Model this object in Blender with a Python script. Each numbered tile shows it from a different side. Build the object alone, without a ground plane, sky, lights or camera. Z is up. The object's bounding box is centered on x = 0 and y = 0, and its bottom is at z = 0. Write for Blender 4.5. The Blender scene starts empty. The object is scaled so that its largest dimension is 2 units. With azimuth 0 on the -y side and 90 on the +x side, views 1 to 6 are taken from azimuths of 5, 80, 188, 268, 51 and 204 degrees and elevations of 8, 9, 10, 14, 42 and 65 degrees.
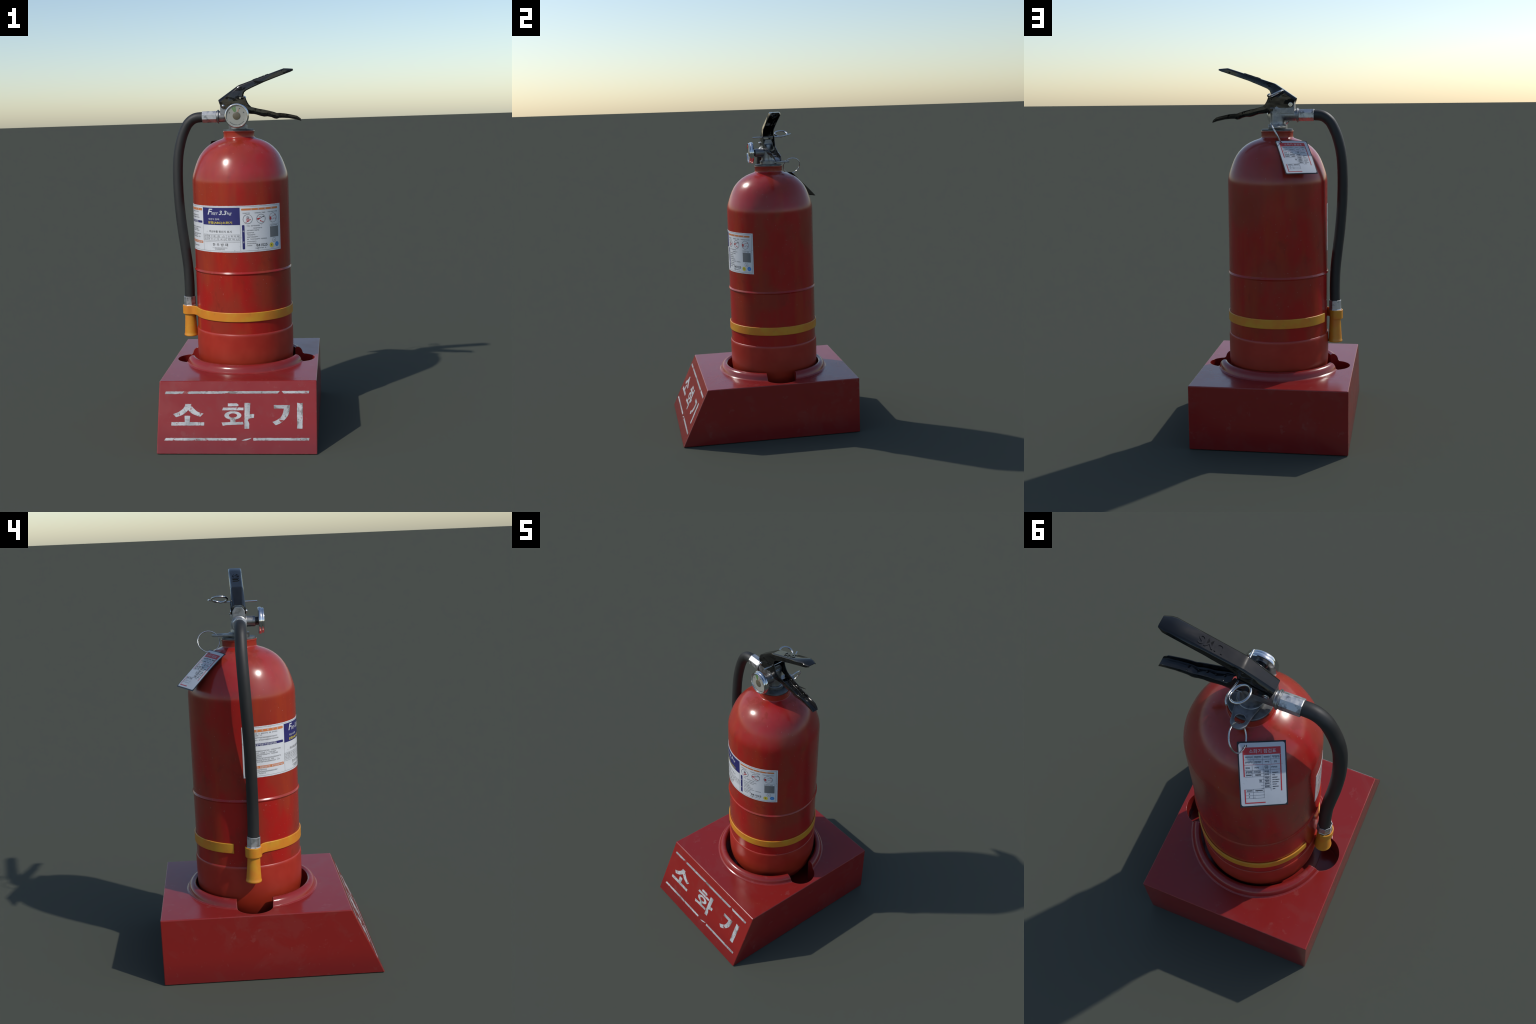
import bpy, bmesh, math, random
from mathutils import Vector, Matrix

RND = random.Random(7)
AX, AY = 0.0, 0.0936            # tank axis
TANK_R = 0.2730
LABEL_R = 0.2735

# ------------------------------------------------------------------ helpers
def new_obj(name, mesh, parent=None, mat=None, smooth=None):
    ob = bpy.data.objects.new(name, mesh)
    bpy.context.scene.collection.objects.link(ob)
    if mat is not None:
        mesh.materials.clear()
        mesh.materials.append(mat)
    if smooth is not None:
        mesh.shade_smooth()
        if smooth < 180:
            mesh.set_sharp_from_angle(angle=math.radians(smooth))
    if parent is not None:
        set_parent(ob, parent)
    return ob

def set_parent(ob, parent):
    # parts are modelled in world coordinates: only the empties stand off the origin
    ob.parent = parent
    ob.matrix_parent_inverse = Matrix.Translation(-parent.location) if parent.type == 'EMPTY' else Matrix.Identity(4)

def thing(name, loc, label, category):
    e = bpy.data.objects.new(name, None)
    e.empty_display_size = 0.1
    e.location = loc
    bpy.context.scene.collection.objects.link(e)
    e["label"] = label
    e["category"] = category
    return e

def mesh_from(name, verts, faces):
    me = bpy.data.meshes.new(name)
    me.from_pydata([tuple(v) for v in verts], [], faces)
    me.validate()
    bm = bmesh.new()
    bm.from_mesh(me)
    bmesh.ops.remove_doubles(bm, verts=bm.verts, dist=1e-6)
    bmesh.ops.recalc_face_normals(bm, faces=bm.faces)
    bm.to_mesh(me)
    bm.free()
    return me

def flat_mesh(name, verts, faces):
    me = bpy.data.meshes.new(name)
    me.from_pydata([tuple(v) for v in verts], [], faces)
    return me

def join_parts(parts):
    V, F = [], []
    for v, f in parts:
        o = len(V)
        V += [tuple(p) for p in v]
        F += [[i + o for i in q] for q in f]
    return V, F

def weighted(ob):
    md = ob.modifiers.new("face_weighted_normals", 'WEIGHTED_NORMAL')
    md.weight = 50
    md.keep_sharp = True
    return ob

def apply_mods(ob):
    dg = bpy.context.evaluated_depsgraph_get()
    dg.update()
    me = bpy.data.meshes.new_from_object(ob.evaluated_get(dg))
    old = ob.data
    ob.modifiers.clear()
    ob.data = me
    bpy.data.meshes.remove(old)
    return me

def frame(origin, xdir, ydir):
    x = Vector(xdir).normalized()
    y = Vector(ydir).normalized()
    z = x.cross(y)
    return Matrix(((x.x, y.x, z.x, origin[0]), (x.y, y.y, z.y, origin[1]),
                   (x.z, y.z, z.z, origin[2]), (0, 0, 0, 1)))

def revolve(profile, seg=64, M=None, closed=False):
    """profile of (radius, height) turned round local z"""
    V, F = [], []
    n = len(profile)
    for i in range(seg):
        a = 2 * math.pi * i / seg
        for r, h in profile:
            p = Vector((r * math.sin(a), -r * math.cos(a), h))
            V.append(M @ p if M else p)
    for i in range(seg):
        j = (i + 1) % seg
        for k in range(n if closed else n - 1):
            l = (k + 1) % n
            F.append([i * n + k, j * n + k, j * n + l, i * n + l])
    return V, F

def catmull(pts, sub=8):
    P = [Vector(p) for p in pts]
    P = [2 * P[0] - P[1]] + P + [2 * P[-1] - P[-2]]
    out = []
    for i in range(1, len(P) - 2):
        a, b, c, d = P[i - 1:i + 3]
        for k in range(sub):
            t = k / sub
            out.append(0.5 * ((2 * b) + (c - a) * t + (2 * a - 5 * b + 4 * c - d) * t * t
                              + (3 * b - a - 3 * c + d) * t ** 3))
    out.append(P[-2])
    return out

def tube(path, radius, seg=16, cap=True):
    path = [Vector(p) for p in path]
    V, F = [], []
    t0 = (path[1] - path[0]).normalized()
    ref = Vector((0, 0, 1)) if abs(t0.z) < 0.9 else Vector((1, 0, 0))
    u = t0.cross(ref).normalized()
    for i, p in enumerate(path):
        a = path[max(i - 1, 0)]
        b = path[min(i + 1, len(path) - 1)]
        t = (b - a).normalized()
        u = (u - t * u.dot(t)).normalized()
        w = t.cross(u)
        r = radius(i / (len(path) - 1)) if callable(radius) else radius
        for k in range(seg):
            an = 2 * math.pi * k / seg
            V.append(p + (u * math.cos(an) + w * math.sin(an)) * r)
    for i in range(len(path) - 1):
        for k in range(seg):
            l = (k + 1) % seg
            F.append([i * seg + k, i * seg + l, (i + 1) * seg + l, (i + 1) * seg + k])
    if cap:
        F.append(list(range(seg)))
        F.append([(len(path) - 1) * seg + k for k in range(seg)])
    return V, F

def ribbon(path, z0, z1, thick, outward=1):
    """closed band with rounded edges along a plan-view path of (x, y)"""
    n = len(path)
    e = thick * 0.55
    V, F = [], []
    for i in range(n):
        a = Vector(path[max(i - 1, 0)]); b = Vector(path[min(i + 1, n - 1)])
        t = (b - a).normalized()
        nn = Vector((t.y, -t.x)) * outward
        p = Vector(path[i])
        sec = [(0, z0), (thick - e, z0)]
        sec += [(thick - e + e * math.sin(math.radians(k)), z0 + e - e * math.cos(math.radians(k))) for k in (30, 60, 90)]
        sec += [(thick - e + e * math.cos(math.radians(k)), z1 - e + e * math.sin(math.radians(k))) for k in (0, 30, 60, 90)]
        sec += [(0, z1)]
        for d, z in sec:
            q = p + nn * d
            V.append((q.x, q.y, z))
    m = len(sec)
    for i in range(n - 1):
        for k in range(m):
            l = (k + 1) % m
            F.append([i * m + k, i * m + l, (i + 1) * m + l, (i + 1) * m + k])
    F.append(list(range(m)))
    F.append([(n - 1) * m + k for k in range(m)])
    return V, F

def box(x0, x1, y0, y1, z0, z1):
    V = [(x, y, z) for x in (x0, x1) for y in (y0, y1) for z in (z0, z1)]
    F = [[0, 1, 3, 2], [4, 6, 7, 5], [0, 4, 5, 1], [2, 3, 7, 6], [0, 2, 6, 4], [1, 5, 7, 3]]
    return V, F

def filled(splines, extrude=0.0, bevel=0.0):
    """fill closed outlines (with holes) in the xy plane, return verts, faces"""
    cu = bpy.data.curves.new("outline", 'CURVE')
    cu.dimensions = '2D'
    cu.fill_mode = 'BOTH'
    cu.extrude = extrude
    cu.bevel_depth = extrude * 1.1
    cu.bevel_resolution = 2
    cu.bevel_depth = bevel
    for pts in splines:
        sp = cu.splines.new('POLY')
        sp.points.add(len(pts) - 1)
        for q, p in zip(sp.points, pts):
            q.co = (p[0], p[1], 0, 1)
        sp.use_cyclic_u = True
    return curve_geo(cu)

def curve_geo(cu):
    ob = bpy.data.objects.new("tmp", cu)
    bpy.context.scene.collection.objects.link(ob)
    dg = bpy.context.evaluated_depsgraph_get()
    dg.update()
    me = bpy.data.meshes.new_from_object(ob.evaluated_get(dg))
    V = [v.co.copy() for v in me.vertices]
    F = [list(p.vertices) for p in me.polygons]
    bpy.data.objects.remove(ob)
    bpy.data.curves.remove(cu)
    bpy.data.meshes.remove(me)
    return V, F

def text_geo(body, box4, shear=0.0, extrude=0.0, weight=0.0):
    """built-in font text stretched into box (x0, x1, y0, y1)"""
    cu = bpy.data.curves.new("txt", 'FONT')
    cu.body = body
    cu.size = 1.0
    cu.shear = shear
    cu.offset = weight
    cu.resolution_u = 4
    cu.extrude = extrude
    V, F = curve_geo(cu)
    if not V:
        return [], []
    xs = [v.x for v in V]; ys = [v.y for v in V]
    ax, bx, ay, by = min(xs), max(xs), min(ys), max(ys)
    x0, x1, y0, y1 = box4
    out = [Vector((x0 + (v.x - ax) / (bx - ax) * (x1 - x0), y0 + (v.y - ay) / (by - ay) * (y1 - y0), v.z * (y1 - y0) / (by - ay))) for v in V]
    return out, F

# ------------------------------------------------------------------ materials
class Mat:
    def __init__(self, name):
        self.m = bpy.data.materials.new(name)
        self.m.use_nodes = True
        self.nt = self.m.node_tree
        self.b = self.nt.nodes["Principled BSDF"]
        self.co = self.nt.nodes.new("ShaderNodeTexCoord").outputs["Object"]

    def node(self, t, **kw):
        n = self.nt.nodes.new(t)
        for k, v in kw.items():
            setattr(n, k, v)
        return n

    def link(self, a, b):
        self.nt.links.new(a, b)

    def noise(self, scale, detail=4, rough=0.55, stretch=(1, 1, 1), seed=0.0, dist=0.0):
        mp = self.node("ShaderNodeMapping")
        mp.inputs["Scale"].default_value = stretch
        mp.inputs["Location"].default_value = (seed, seed * 1.7, seed * 0.6)
        self.link(self.co, mp.inputs["Vector"])
        n = self.node("ShaderNodeTexNoise")
        n.inputs["Scale"].default_value = scale
        n.inputs["Detail"].default_value = detail
        n.inputs["Roughness"].default_value = rough
        n.inputs["Distortion"].default_value = dist
        self.link(mp.outputs[0], n.inputs["Vector"])
        return n.outputs["Fac"]

    def ramp(self, fac, lo, hi, a=0.0, b=1.0):
        r = self.node("ShaderNodeMapRange")
        r.interpolation_type = 'SMOOTHSTEP'
        r.inputs["From Min"].default_value = lo
        r.inputs["From Max"].default_value = hi
        r.inputs["To Min"].default_value = a
        r.inputs["To Max"].default_value = b
        self.link(fac, r.inputs["Value"])
        return r.outputs["Result"]

    def math(self, op, a, b):
        n = self.node("ShaderNodeMath", operation=op)
        for i, v in enumerate((a, b)):
            if isinstance(v, (int, float)):
                n.inputs[i].default_value = v
            else:
                self.link(v, n.inputs[i])
        return n.outputs[0]

    def mix(self, fac, a, b):
        n = self.node("ShaderNodeMix", data_type='RGBA')
        for key, v in (("Factor", fac),):
            if isinstance(v, (int, float)):
                n.inputs[0].default_value = v
            else:
                self.link(v, n.inputs[0])
        for i, v in ((6, a), (7, b)):
            if isinstance(v, tuple):
                n.inputs[i].default_value = (*v, 1)
            else:
                self.link(v, n.inputs[i])
        return n.outputs[2]

    def z(self):
        s = self.node("ShaderNodeSeparateXYZ")
        self.link(self.co, s.inputs[0])
        return s.outputs[2]

    def set(self, **kw):
        for k, v in kw.items():
            k = k.replace("_", " ")
            if isinstance(v, tuple):
                self.b.inputs[k].default_value = (*v, 1)
            elif isinstance(v, (int, float)):
                self.b.inputs[k].default_value = v
            else:
                self.link(v, self.b.inputs[k])
        return self

    def bump(self, h, strength=0.1, dist=0.001, edge=0.0):
        n = self.node("ShaderNodeBump")
        n.inputs["Strength"].default_value = strength
        n.inputs["Distance"].default_value = dist
        self.link(h, n.inputs["Height"])
        if edge:
            bv = self.node("ShaderNodeBevel", samples=4)
            bv.inputs["Radius"].default_value = edge
            self.link(bv.outputs[0], n.inputs["Normal"])
        self.link(n.outputs[0], self.b.inputs["Normal"])

def mat_tank():
    M = Mat("tank_red_paint")
    big = M.ramp(M.noise(5.5, 3, 0.5, (1, 1, 0.55)), 0.40, 0.60)
    streak = M.ramp(M.noise(9, 3, 0.6, (1, 1, 0.16), 3.1), 0.45, 0.70)
    fine = M.noise(60, 3, 0.6, (1, 1, 1), 1.0)
    chips = M.ramp(M.noise(26, 5, 0.65, (1, 1, 1), 8.2), 0.70, 0.76)
    c = M.mix(big, (0.36, 0.011, 0.009), (0.285, 0.028, 0.015))
    c = M.mix(M.math('MULTIPLY', streak, 0.55), c, (0.36, 0.044, 0.012))
    c = M.mix(M.math('MULTIPLY', M.ramp(fine, 0.5, 0.75), 0.15), c, (0.20, 0.028, 0.020))
    c = M.mix(M.math('MULTIPLY', chips, 0.20), c, (0.34, 0.16, 0.13))
    soot = M.ramp(M.noise(11, 6, 0.7, (1, 1, 0.7), 18.3, 0.4), 0.55, 0.70)
    c = M.mix(M.math('MULTIPLY', soot, 0.40), c, (0.16, 0.020, 0.012))
    speck = M.ramp(M.noise(95, 2, 0.5, (1, 1, 1), 22.0), 0.715, 0.75)
    c = M.mix(M.math('MULTIPLY', speck, 0.35), c, (0.40, 0.22, 0.19))
    # hazy sky reflection on the shoulder, painted into the colour
    zz = M.z()
    dome = M.math('MULTIPLY', M.ramp(zz, 1.39, 1.46), M.ramp(zz, 1.60, 1.64, 1, 0))
    sky_haze = M.math('MULTIPLY', dome, M.ramp(M.noise(7, 3, 0.5, (1, 1, 1), 5.5), 0.3, 0.65, 0.10, 0.35))
    c = M.mix(sky_haze, c, (0.36, 0.055, 0.06))
    drip = M.math('MULTIPLY', M.ramp(zz, 1.52, 1.60), M.ramp(M.noise(16, 3, 0.6, (1, 1, 0.25), 12.5), 0.52, 0.60))
    c = M.mix(M.math('MULTIPLY', drip, 0.6), c, (0.25, 0.022, 0.006))
    c = M.mix(M.ramp(zz, 1.626, 1.632, 0.0, 0.7), c, (0.29, 0.030, 0.014))
    r = M.ramp(M.noise(14, 4, 0.6, (1, 1, 0.5), 2.2), 0.3, 0.7, 0.19, 0.26)
    M.set(Base_Color=c, Roughness=r)
    M.bump(M.noise(35, 3, 0.5), 0.05, 0.001)
    return M.m

def mat_skirt():
    M = Mat("skirt_red_plastic")
    n = M.ramp(M.noise(8, 5, 0.6, (1, 1, 1), 2.0), 0.35, 0.7)
    c = M.mix(n, (0.33, 0.018, 0.009), (0.38, 0.030, 0.016))
    c = M.mix(M.ramp(M.z(), 0.50, 0.38, 0.0, 0.45), c, (0.22, 0.026, 0.007))  # shade low on the skirt, painted in as a darker orange-brown
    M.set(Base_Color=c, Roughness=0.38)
    M.bump(M.noise(60, 3), 0.06, 0.001)
    return M.m

def mat_stand():
    M = Mat("stand_red_plastic")
    blot = M.ramp(M.noise(6, 6, 0.62, (1, 1, 1), 4.0, 0.5), 0.52, 0.62)
    spot = M.ramp(M.noise(17, 4, 0.6, (1, 1, 1), 9.0), 0.64, 0.69)
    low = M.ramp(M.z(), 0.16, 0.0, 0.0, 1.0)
    c = M.mix(blot, (0.235, 0.0155, 0.0135), (0.230, 0.022, 0.019))
    fleck = M.ramp(M.noise(38, 5, 0.7, (1, 1, 1), 17.0, 0.8), 0.64, 0.67)
    c = M.mix(M.math('MULTIPLY', spot, 0.18), c, (0.26, 0.095, 0.085))
    c = M.mix(M.math('MULTIPLY', fleck, 0.16), c, (0.26, 0.11, 0.10))
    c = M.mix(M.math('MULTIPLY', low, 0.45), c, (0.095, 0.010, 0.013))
    # rubbed edges: where a rounded normal departs from the flat one
    g = M.node("ShaderNodeNewGeometry")
    bv = M.node("ShaderNodeBevel", samples=4)
    bv.inputs["Radius"].default_value = 0.0055
    dot = M.node("ShaderNodeVectorMath", operation='DOT_PRODUCT')
    M.link(g.outputs["Normal"], dot.inputs[0]); M.link(bv.outputs[0], dot.inputs[1])
    edge = M.math('MULTIPLY', M.ramp(dot.outputs["Value"], 0.985, 0.90), M.ramp(M.noise(16, 5, 0.65, (1, 1, 1), 14.0), 0.35, 0.65, 0.15, 0.75))
    c = M.mix(edge, c, (0.36, 0.10, 0.08))
    r = M.ramp(M.noise(9, 5, 0.6, (1, 1, 1), 6.0), 0.35, 0.7, 0.15, 0.25)
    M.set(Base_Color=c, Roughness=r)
    M.bump(M.noise(45, 4, 0.6), 0.08, 0.0015, edge=0.004)
    return M.m

def mat_plain(name, col, rough=0.5, metal=0.0, var=0.0, vscale=20, bump=0.0, coat=0.0, col2=None, edge=0.0):
    M = Mat(name)
    n = M.ramp(M.noise(vscale, 5, 0.6, (1, 1, 1), 1.3), 0.35, 0.7)
    c2 = col2 or tuple(x * (1 - var) for x in col)
    M.set(Base_Color=M.mix(n, col, c2), Roughness=rough, Metallic=metal, Coat_Weight=coat)
    if bump:
        M.bump(M.noise(vscale * 2, 4), bump, 0.001, edge)
    return M.m

def mat_metal(name, col, rough, dirt=0.4, scale=30, edge=0.0015):
    M = Mat(name)
    d = M.ramp(M.noise(scale, 5, 0.65, (1, 1, 1), 4.4), 0.52, 0.68)
    c = M.mix(M.math('MULTIPLY', d, dirt), col, tuple(x * 0.25 for x in col))
    r = M.ramp(M.noise(scale * 1.3, 4, 0.6, (1, 1, 1), 7.7), 0.3, 0.7, rough * 0.8, min(1, rough * 1.4))
    M.set(Base_Color=c, Roughness=r, Metallic=1.0)
    M.bump(M.noise(scale * 3, 3), 0.08, 0.001, edge)
    return M.m

def mat_black_lever(edge=0.002):
    M = Mat("lever_black_enamel")
    n = M.ramp(M.noise(18, 4, 0.6, (1, 1, 1), 2.5), 0.4, 0.7)
    M.set(Base_Color=M.mix(n, (0.006, 0.006, 0.006), (0.010, 0.010, 0.009)), Roughness=0.11)
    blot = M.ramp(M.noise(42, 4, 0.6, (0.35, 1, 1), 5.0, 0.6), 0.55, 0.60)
    g = M.node("ShaderNodeNewGeometry")
    s = M.node("ShaderNodeSeparateXYZ")
    M.link(g.outputs["True Normal"], s.inputs[0])
    side = M.ramp(M.math('ABSOLUTE', s.outputs[1], 0), 0.75, 0.9)
    M.set(Specular_IOR_Level=M.ramp(M.math('MULTIPLY', blot, side), 0, 1, 0.5, 0.06))  # imitates dark breaks in the side-wall reflections by lowering specular
    M.bump(M.noise(22, 1, 0.5, (0.6, 1, 1)), 0.12, 0.006, edge=edge)
    return M.m

def mat_hose():
    M = Mat("hose_black_rubber")
    n = M.ramp(M.noise(30, 4, 0.6, (1, 1, 0.1)), 0.35, 0.7)
    M.set(Base_Color=M.mix(n, (0.013, 0.013, 0.013), (0.020, 0.020, 0.019)), Roughness=0.55)
    return M.m

def mat_orange():
    M = Mat("strap_orange_plastic")
    n = M.ramp(M.noise(13, 4, 0.55, (1, 1, 1), 0.4), 0.38, 0.64)
    d = M.ramp(M.noise(22, 5, 0.65, (1, 1, 1), 6.4), 0.58, 0.70)
    c = M.mix(n, (0.60, 0.205, 0.016), (0.58, 0.270, 0.018))
    c = M.mix(M.math('MULTIPLY', d, 0.35), c, (0.36, 0.17, 0.03))
    M.set(Base_Color=c, Roughness=0.42)
    M.bump(M.noise(40, 3), 0.06, 0.001)
    return M.m

def mat_worn_white(under):
    """stencil paint with chips that show the plastic and dark grime"""
    M = Mat("stencil_white_paint")
    dark = M.ramp(M.noise(24, 6, 0.70, (1, 1, 1), 3.0, 0.6), 0.53, 0.62)
    chip = M.ramp(M.noise(13, 5, 0.7, (1, 1, 1), 11.0, 0.8), 0.595, 0.625)
    low = M.ramp(M.noise(7, 2, 0.5, (1, 1, 1), 2.0), 0.4, 0.6)
    c = M.mix(low, (0.47, 0.475, 0.48), (0.30, 0.31, 0.32))
    c = M.mix(M.math('MULTIPLY', dark, 0.85), c, (0.13, 0.11, 0.10))
    scr = M.ramp(M.noise(70, 5, 0.7, (0.5, 1, 1.6), 15.0, 1.2), 0.54, 0.64)
    c = M.mix(M.math('MULTIPLY', scr, 0.60), c, (0.17, 0.15, 0.14))
    c = M.mix(chip, c, under)
    c = M.mix(M.ramp(M.noise(55, 4, 0.65, (1, 1, 1), 21.0, 0.5), 0.655, 0.68), c, under)
    M.set(Base_Color=c, Roughness=0.5)
    return M.m

def mat_paper(name, col, dirt=0.5, seed=0.0):
    M = Mat(name)
    spot = M.ramp(M.noise(34, 6, 0.72, (1, 1, 1), seed + 2, 0.5), 0.62, 0.72)
    haze = M.ramp(M.noise(9, 4, 0.6, (1, 1, 1), seed + 5), 0.4, 0.7)
    c = M.mix(M.math('MULTIPLY', haze, 0.25), col, tuple(x * 0.72 for x in col))
    c = M.mix(M.math('MULTIPLY', spot, dirt), c, tuple(x * 0.25 for x in col))
    M.set(Base_Color=c, Roughness=0.42)
    return M.m

STAND_RED = (0.230, 0.016, 0.014)
m_tank = mat_tank()
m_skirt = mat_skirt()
m_stand = mat_stand()
m_lever = mat_black_lever()
m_lever_letters = mat_black_lever(0.0)
m_hose = mat_hose()
m_orange = mat_orange()
m_stencil = mat_worn_white(STAND_RED)
m_cast = mat_metal("cast_zinc", (0.31, 0.31, 0.31), 0.42, 0.5, 26, 0.002)
m_gasket = mat_plain("grey_collar", (0.19, 0.195, 0.195), 0.45, 0.5, 0.5, 18, 0.05)
m_alu = mat_metal("aluminium_ferrule", (0.54, 0.54, 0.54), 0.46, 0.8, 32, 0.0015)
m_chrome = mat_metal("chrome", (0.72, 0.72, 0.73), 0.10, 0.25, 20, 0.002)
m_steel = mat_metal("bright_wire", (0.55, 0.55, 0.55), 0.16, 0.15, 30, 0.0)
m_paper = mat_paper("label_paper", (0.66, 0.67, 0.69), 0.8)
m_navy = mat_paper("label_navy_ink", (0.022, 0.020, 0.135), 0.2, 1)
m_orange_ink = mat_paper("label_orange_ink", (0.60, 0.19, 0.055), 0.3, 2)
m_yellow_ink = mat_paper("label_yellow_ink", (0.72, 0.58, 0.05), 0.3, 3)
m_blue_ink = mat_paper("label_blue_ink", (0.045, 0.25, 0.62), 0.1, 4)
m_red_ink = mat_paper("red_ink", (0.47, 0.025, 0.03), 0.3, 5)
m_black_ink = mat_paper("black_ink", (0.035, 0.035, 0.038), 0.0, 6)
m_grey_ink = mat_paper("grey_ink", (0.075, 0.075, 0.08), 0.0, 7)
m_pale_grey = mat_paper("plain_grey_panel", (0.17, 0.175, 0.18), 0.3, 8)
m_dial = mat_paper("dial_face", (0.30, 0.30, 0.265), 0.8, 9)
m_dial_green = mat_paper("dial_green", (0.12, 0.24, 0.08), 0.3, 9)
m_dial_brown = mat_paper("dial_brown", (0.115, 0.098, 0.062), 0.4, 9)
m_tag_black = mat_plain("tag_black_plastic", (0.012, 0.013, 0.015), 0.35, 0, 0.3)
m_tag_paper = mat_paper("tag_paper", (0.52, 0.535, 0.56), 0.5, 12)
for m in (m_paper, m_navy, m_dial):
    m.node_tree.nodes["Principled BSDF"].inputs["Coat Weight"].default_value = 0.25

# ------------------------------------------------------------------ the stand
stand = thing("extinguisher_stand", (0, 0, 0),
              "red plastic floor stand with sloping lettered front", "extinguisher stand")

HX, Y_BACK, Y_FOOT, Y_TOP, H = 0.4225, 0.5555, -0.5555, -0.393, 0.348
RING_C = (0.0, 0.0830)

def build_stand():
    V = [(-HX, Y_FOOT, 0), (HX, Y_FOOT, 0), (HX, Y_BACK, 0), (-HX, Y_BACK, 0),
         (-HX, Y_TOP, H), (HX, Y_TOP, H), (HX, Y_BACK, H), (-HX, Y_BACK, H)]
    F = [[3, 2, 1, 0], [4, 5, 6, 7], [0, 1, 5, 4], [1, 2, 6, 5], [2, 3, 7, 6], [3, 0, 4, 7]]
    me = mesh_from("stand_body", V, F)
    bm = bmesh.new(); bm.from_mesh(me)
    bmesh.ops.bevel(bm, geom=list(bm.edges), offset=0.0050, segments=3, profile=0.5, affect='EDGES')
    bm.to_mesh(me); bm.free()
    body = new_obj("stand_body", me, stand, m_stand)
    T = Matrix.Translation((RING_C[0], RING_C[1], 0))
    # raised collar: steep inner wall, rounded top, small flared foot
    prof = [(0.285, H - 0.02), (0.285, H + 0.026), (0.2985, H + 0.034), (0.304, H + 0.0395), (0.311, H + 0.0415),
            (0.319, H + 0.040), (0.327, H + 0.035), (0.333, H + 0.028), (0.3375, H + 0.019), (0.340, H + 0.009),
            (0.342, H + 0.0045), (0.346, H + 0.002), (0.349, H - 0.001), (0.349, H - 0.02)]
    ring = new_obj("tmp_ring", mesh_from("r", *revolve(prof, 128, T, closed=True)))
    def cyl(r, x, y, z0, z1, seg=96):
        v, f = revolve([(r, z0), (r, z1)], seg, Matrix.Translation((x, y, 0)))
        n = len(v)
        f.append([2 * i for i in range(seg)]); f.append([2 * i + 1 for i in range(seg)])
        return new_obj("tmp_cut", mesh_from("c", v, f))
    hole = cyl(0.2985, RING_C[0], RING_C[1], 0.185, 0.6, 128)
    pk1 = cyl(0.0925, 0.3085, 0.083, 0.190, 0.6, 64)
    pk2 = cyl(0.0925, -0.3085, 0.083, 0.190, 0.6, 64)
    for ob, op in ((ring, 'UNION'), (hole, 'DIFFERENCE'), (pk1, 'DIFFERENCE'), (pk2, 'DIFFERENCE')):
        md = body.modifiers.new("b", 'BOOLEAN')
        md.operation = op
        md.object = ob
        md.solver = 'EXACT'
    apply_mods(body)
    for ob in (ring, hole, pk1, pk2):
        bpy.data.objects.remove(ob)
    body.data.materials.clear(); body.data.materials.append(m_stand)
    body.data.shade_smooth()
    body.data.set_sharp_from_angle(angle=math.radians(32))
    return weighted(body)

stand_body = build_stand()

slope = Vector((0, Y_TOP - Y_FOOT, H))
FRONT = frame((0, Y_FOOT, 0), (1, 0, 0), slope)     # local z points out of the face

def ellipse(cx, cy, rx, ry, a0=0, a1=360, n=40):
    return [(cx + rx * math.cos(math.radians(a0 + (a1 - a0) * i / n)),
             cy + ry * math.sin(math.radians(a0 + (a1 - a0) * i / n))) for i in range(n + (0 if a1 - a0 == 360 else 1))]

def smooth2d(pts, sub=5):
    return [(p.x, p.y) for p in catmull([(a, b, 0) for a, b in pts], sub)]

def roughen(pts, amp=0.0006):
    """nibble straight outlines so that the stencil edge looks worn"""
    out = []
    n = len(pts)
    for i in range(n):
        a = Vector(pts[i]); b = Vector(pts[(i + 1) % n])
        k = max(1, int((b - a).length / 0.006))
        for j in range(k):
            p = a.lerp(b, j / k)
            d = amp if j else amp * 0.3
            out.append((p.x + RND.uniform(-d, d), p.y + RND.uniform(-d, d)))
    return out

def stencil(name, outlines):
    parts = []
    for sp in outlines:
        v, f = filled([roughen(s) for s in sp], extrude=0.0006)
        parts.append((v, f))
    V, F = join_parts(parts)
    V = [FRONT @ (Vector(v) + Vector((0, 0, 0.0004))) for v in V]
    return new_obj(name, mesh_from(name, V, F), stand, m_stencil)

# three syllables: so - hwa - gi, drawn as strokes
so_roof = (smooth2d([(-0.2761, 0.262), (-0.2800, 0.2500), (-0.2893, 0.2365), (-0.3114, 0.2200), (-0.3409, 0.2087)])
           + smooth2d([(-0.3249, 0.1925), (-0.3050, 0.1985), (-0.2843, 0.2086), (-0.2690, 0.2210), (-0.2603, 0.2307)])
           + smooth2d([(-0.2600, 0.2300), (-0.2500, 0.2195), (-0.2309, 0.2070), (-0.1957, 0.1943)])
           + smooth2d([(-0.1777, 0.2114), (-0.1980, 0.2160), (-0.2149, 0.2240), (-0.2381, 0.2460), (-0.2447, 0.259), (-0.2440, 0.262)]))
so_foot = [(-0.3487, 0.1664), (-0.2775, 0.1664), (-0.2789, 0.1997), (-0.2491, 0.1995), (-0.2515, 0.1662),
           (-0.1732, 0.1652), (-0.1730, 0.1484), (-0.3482, 0.1484)]
stencil("letter", [[so_roof], [so_foot]])

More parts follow.
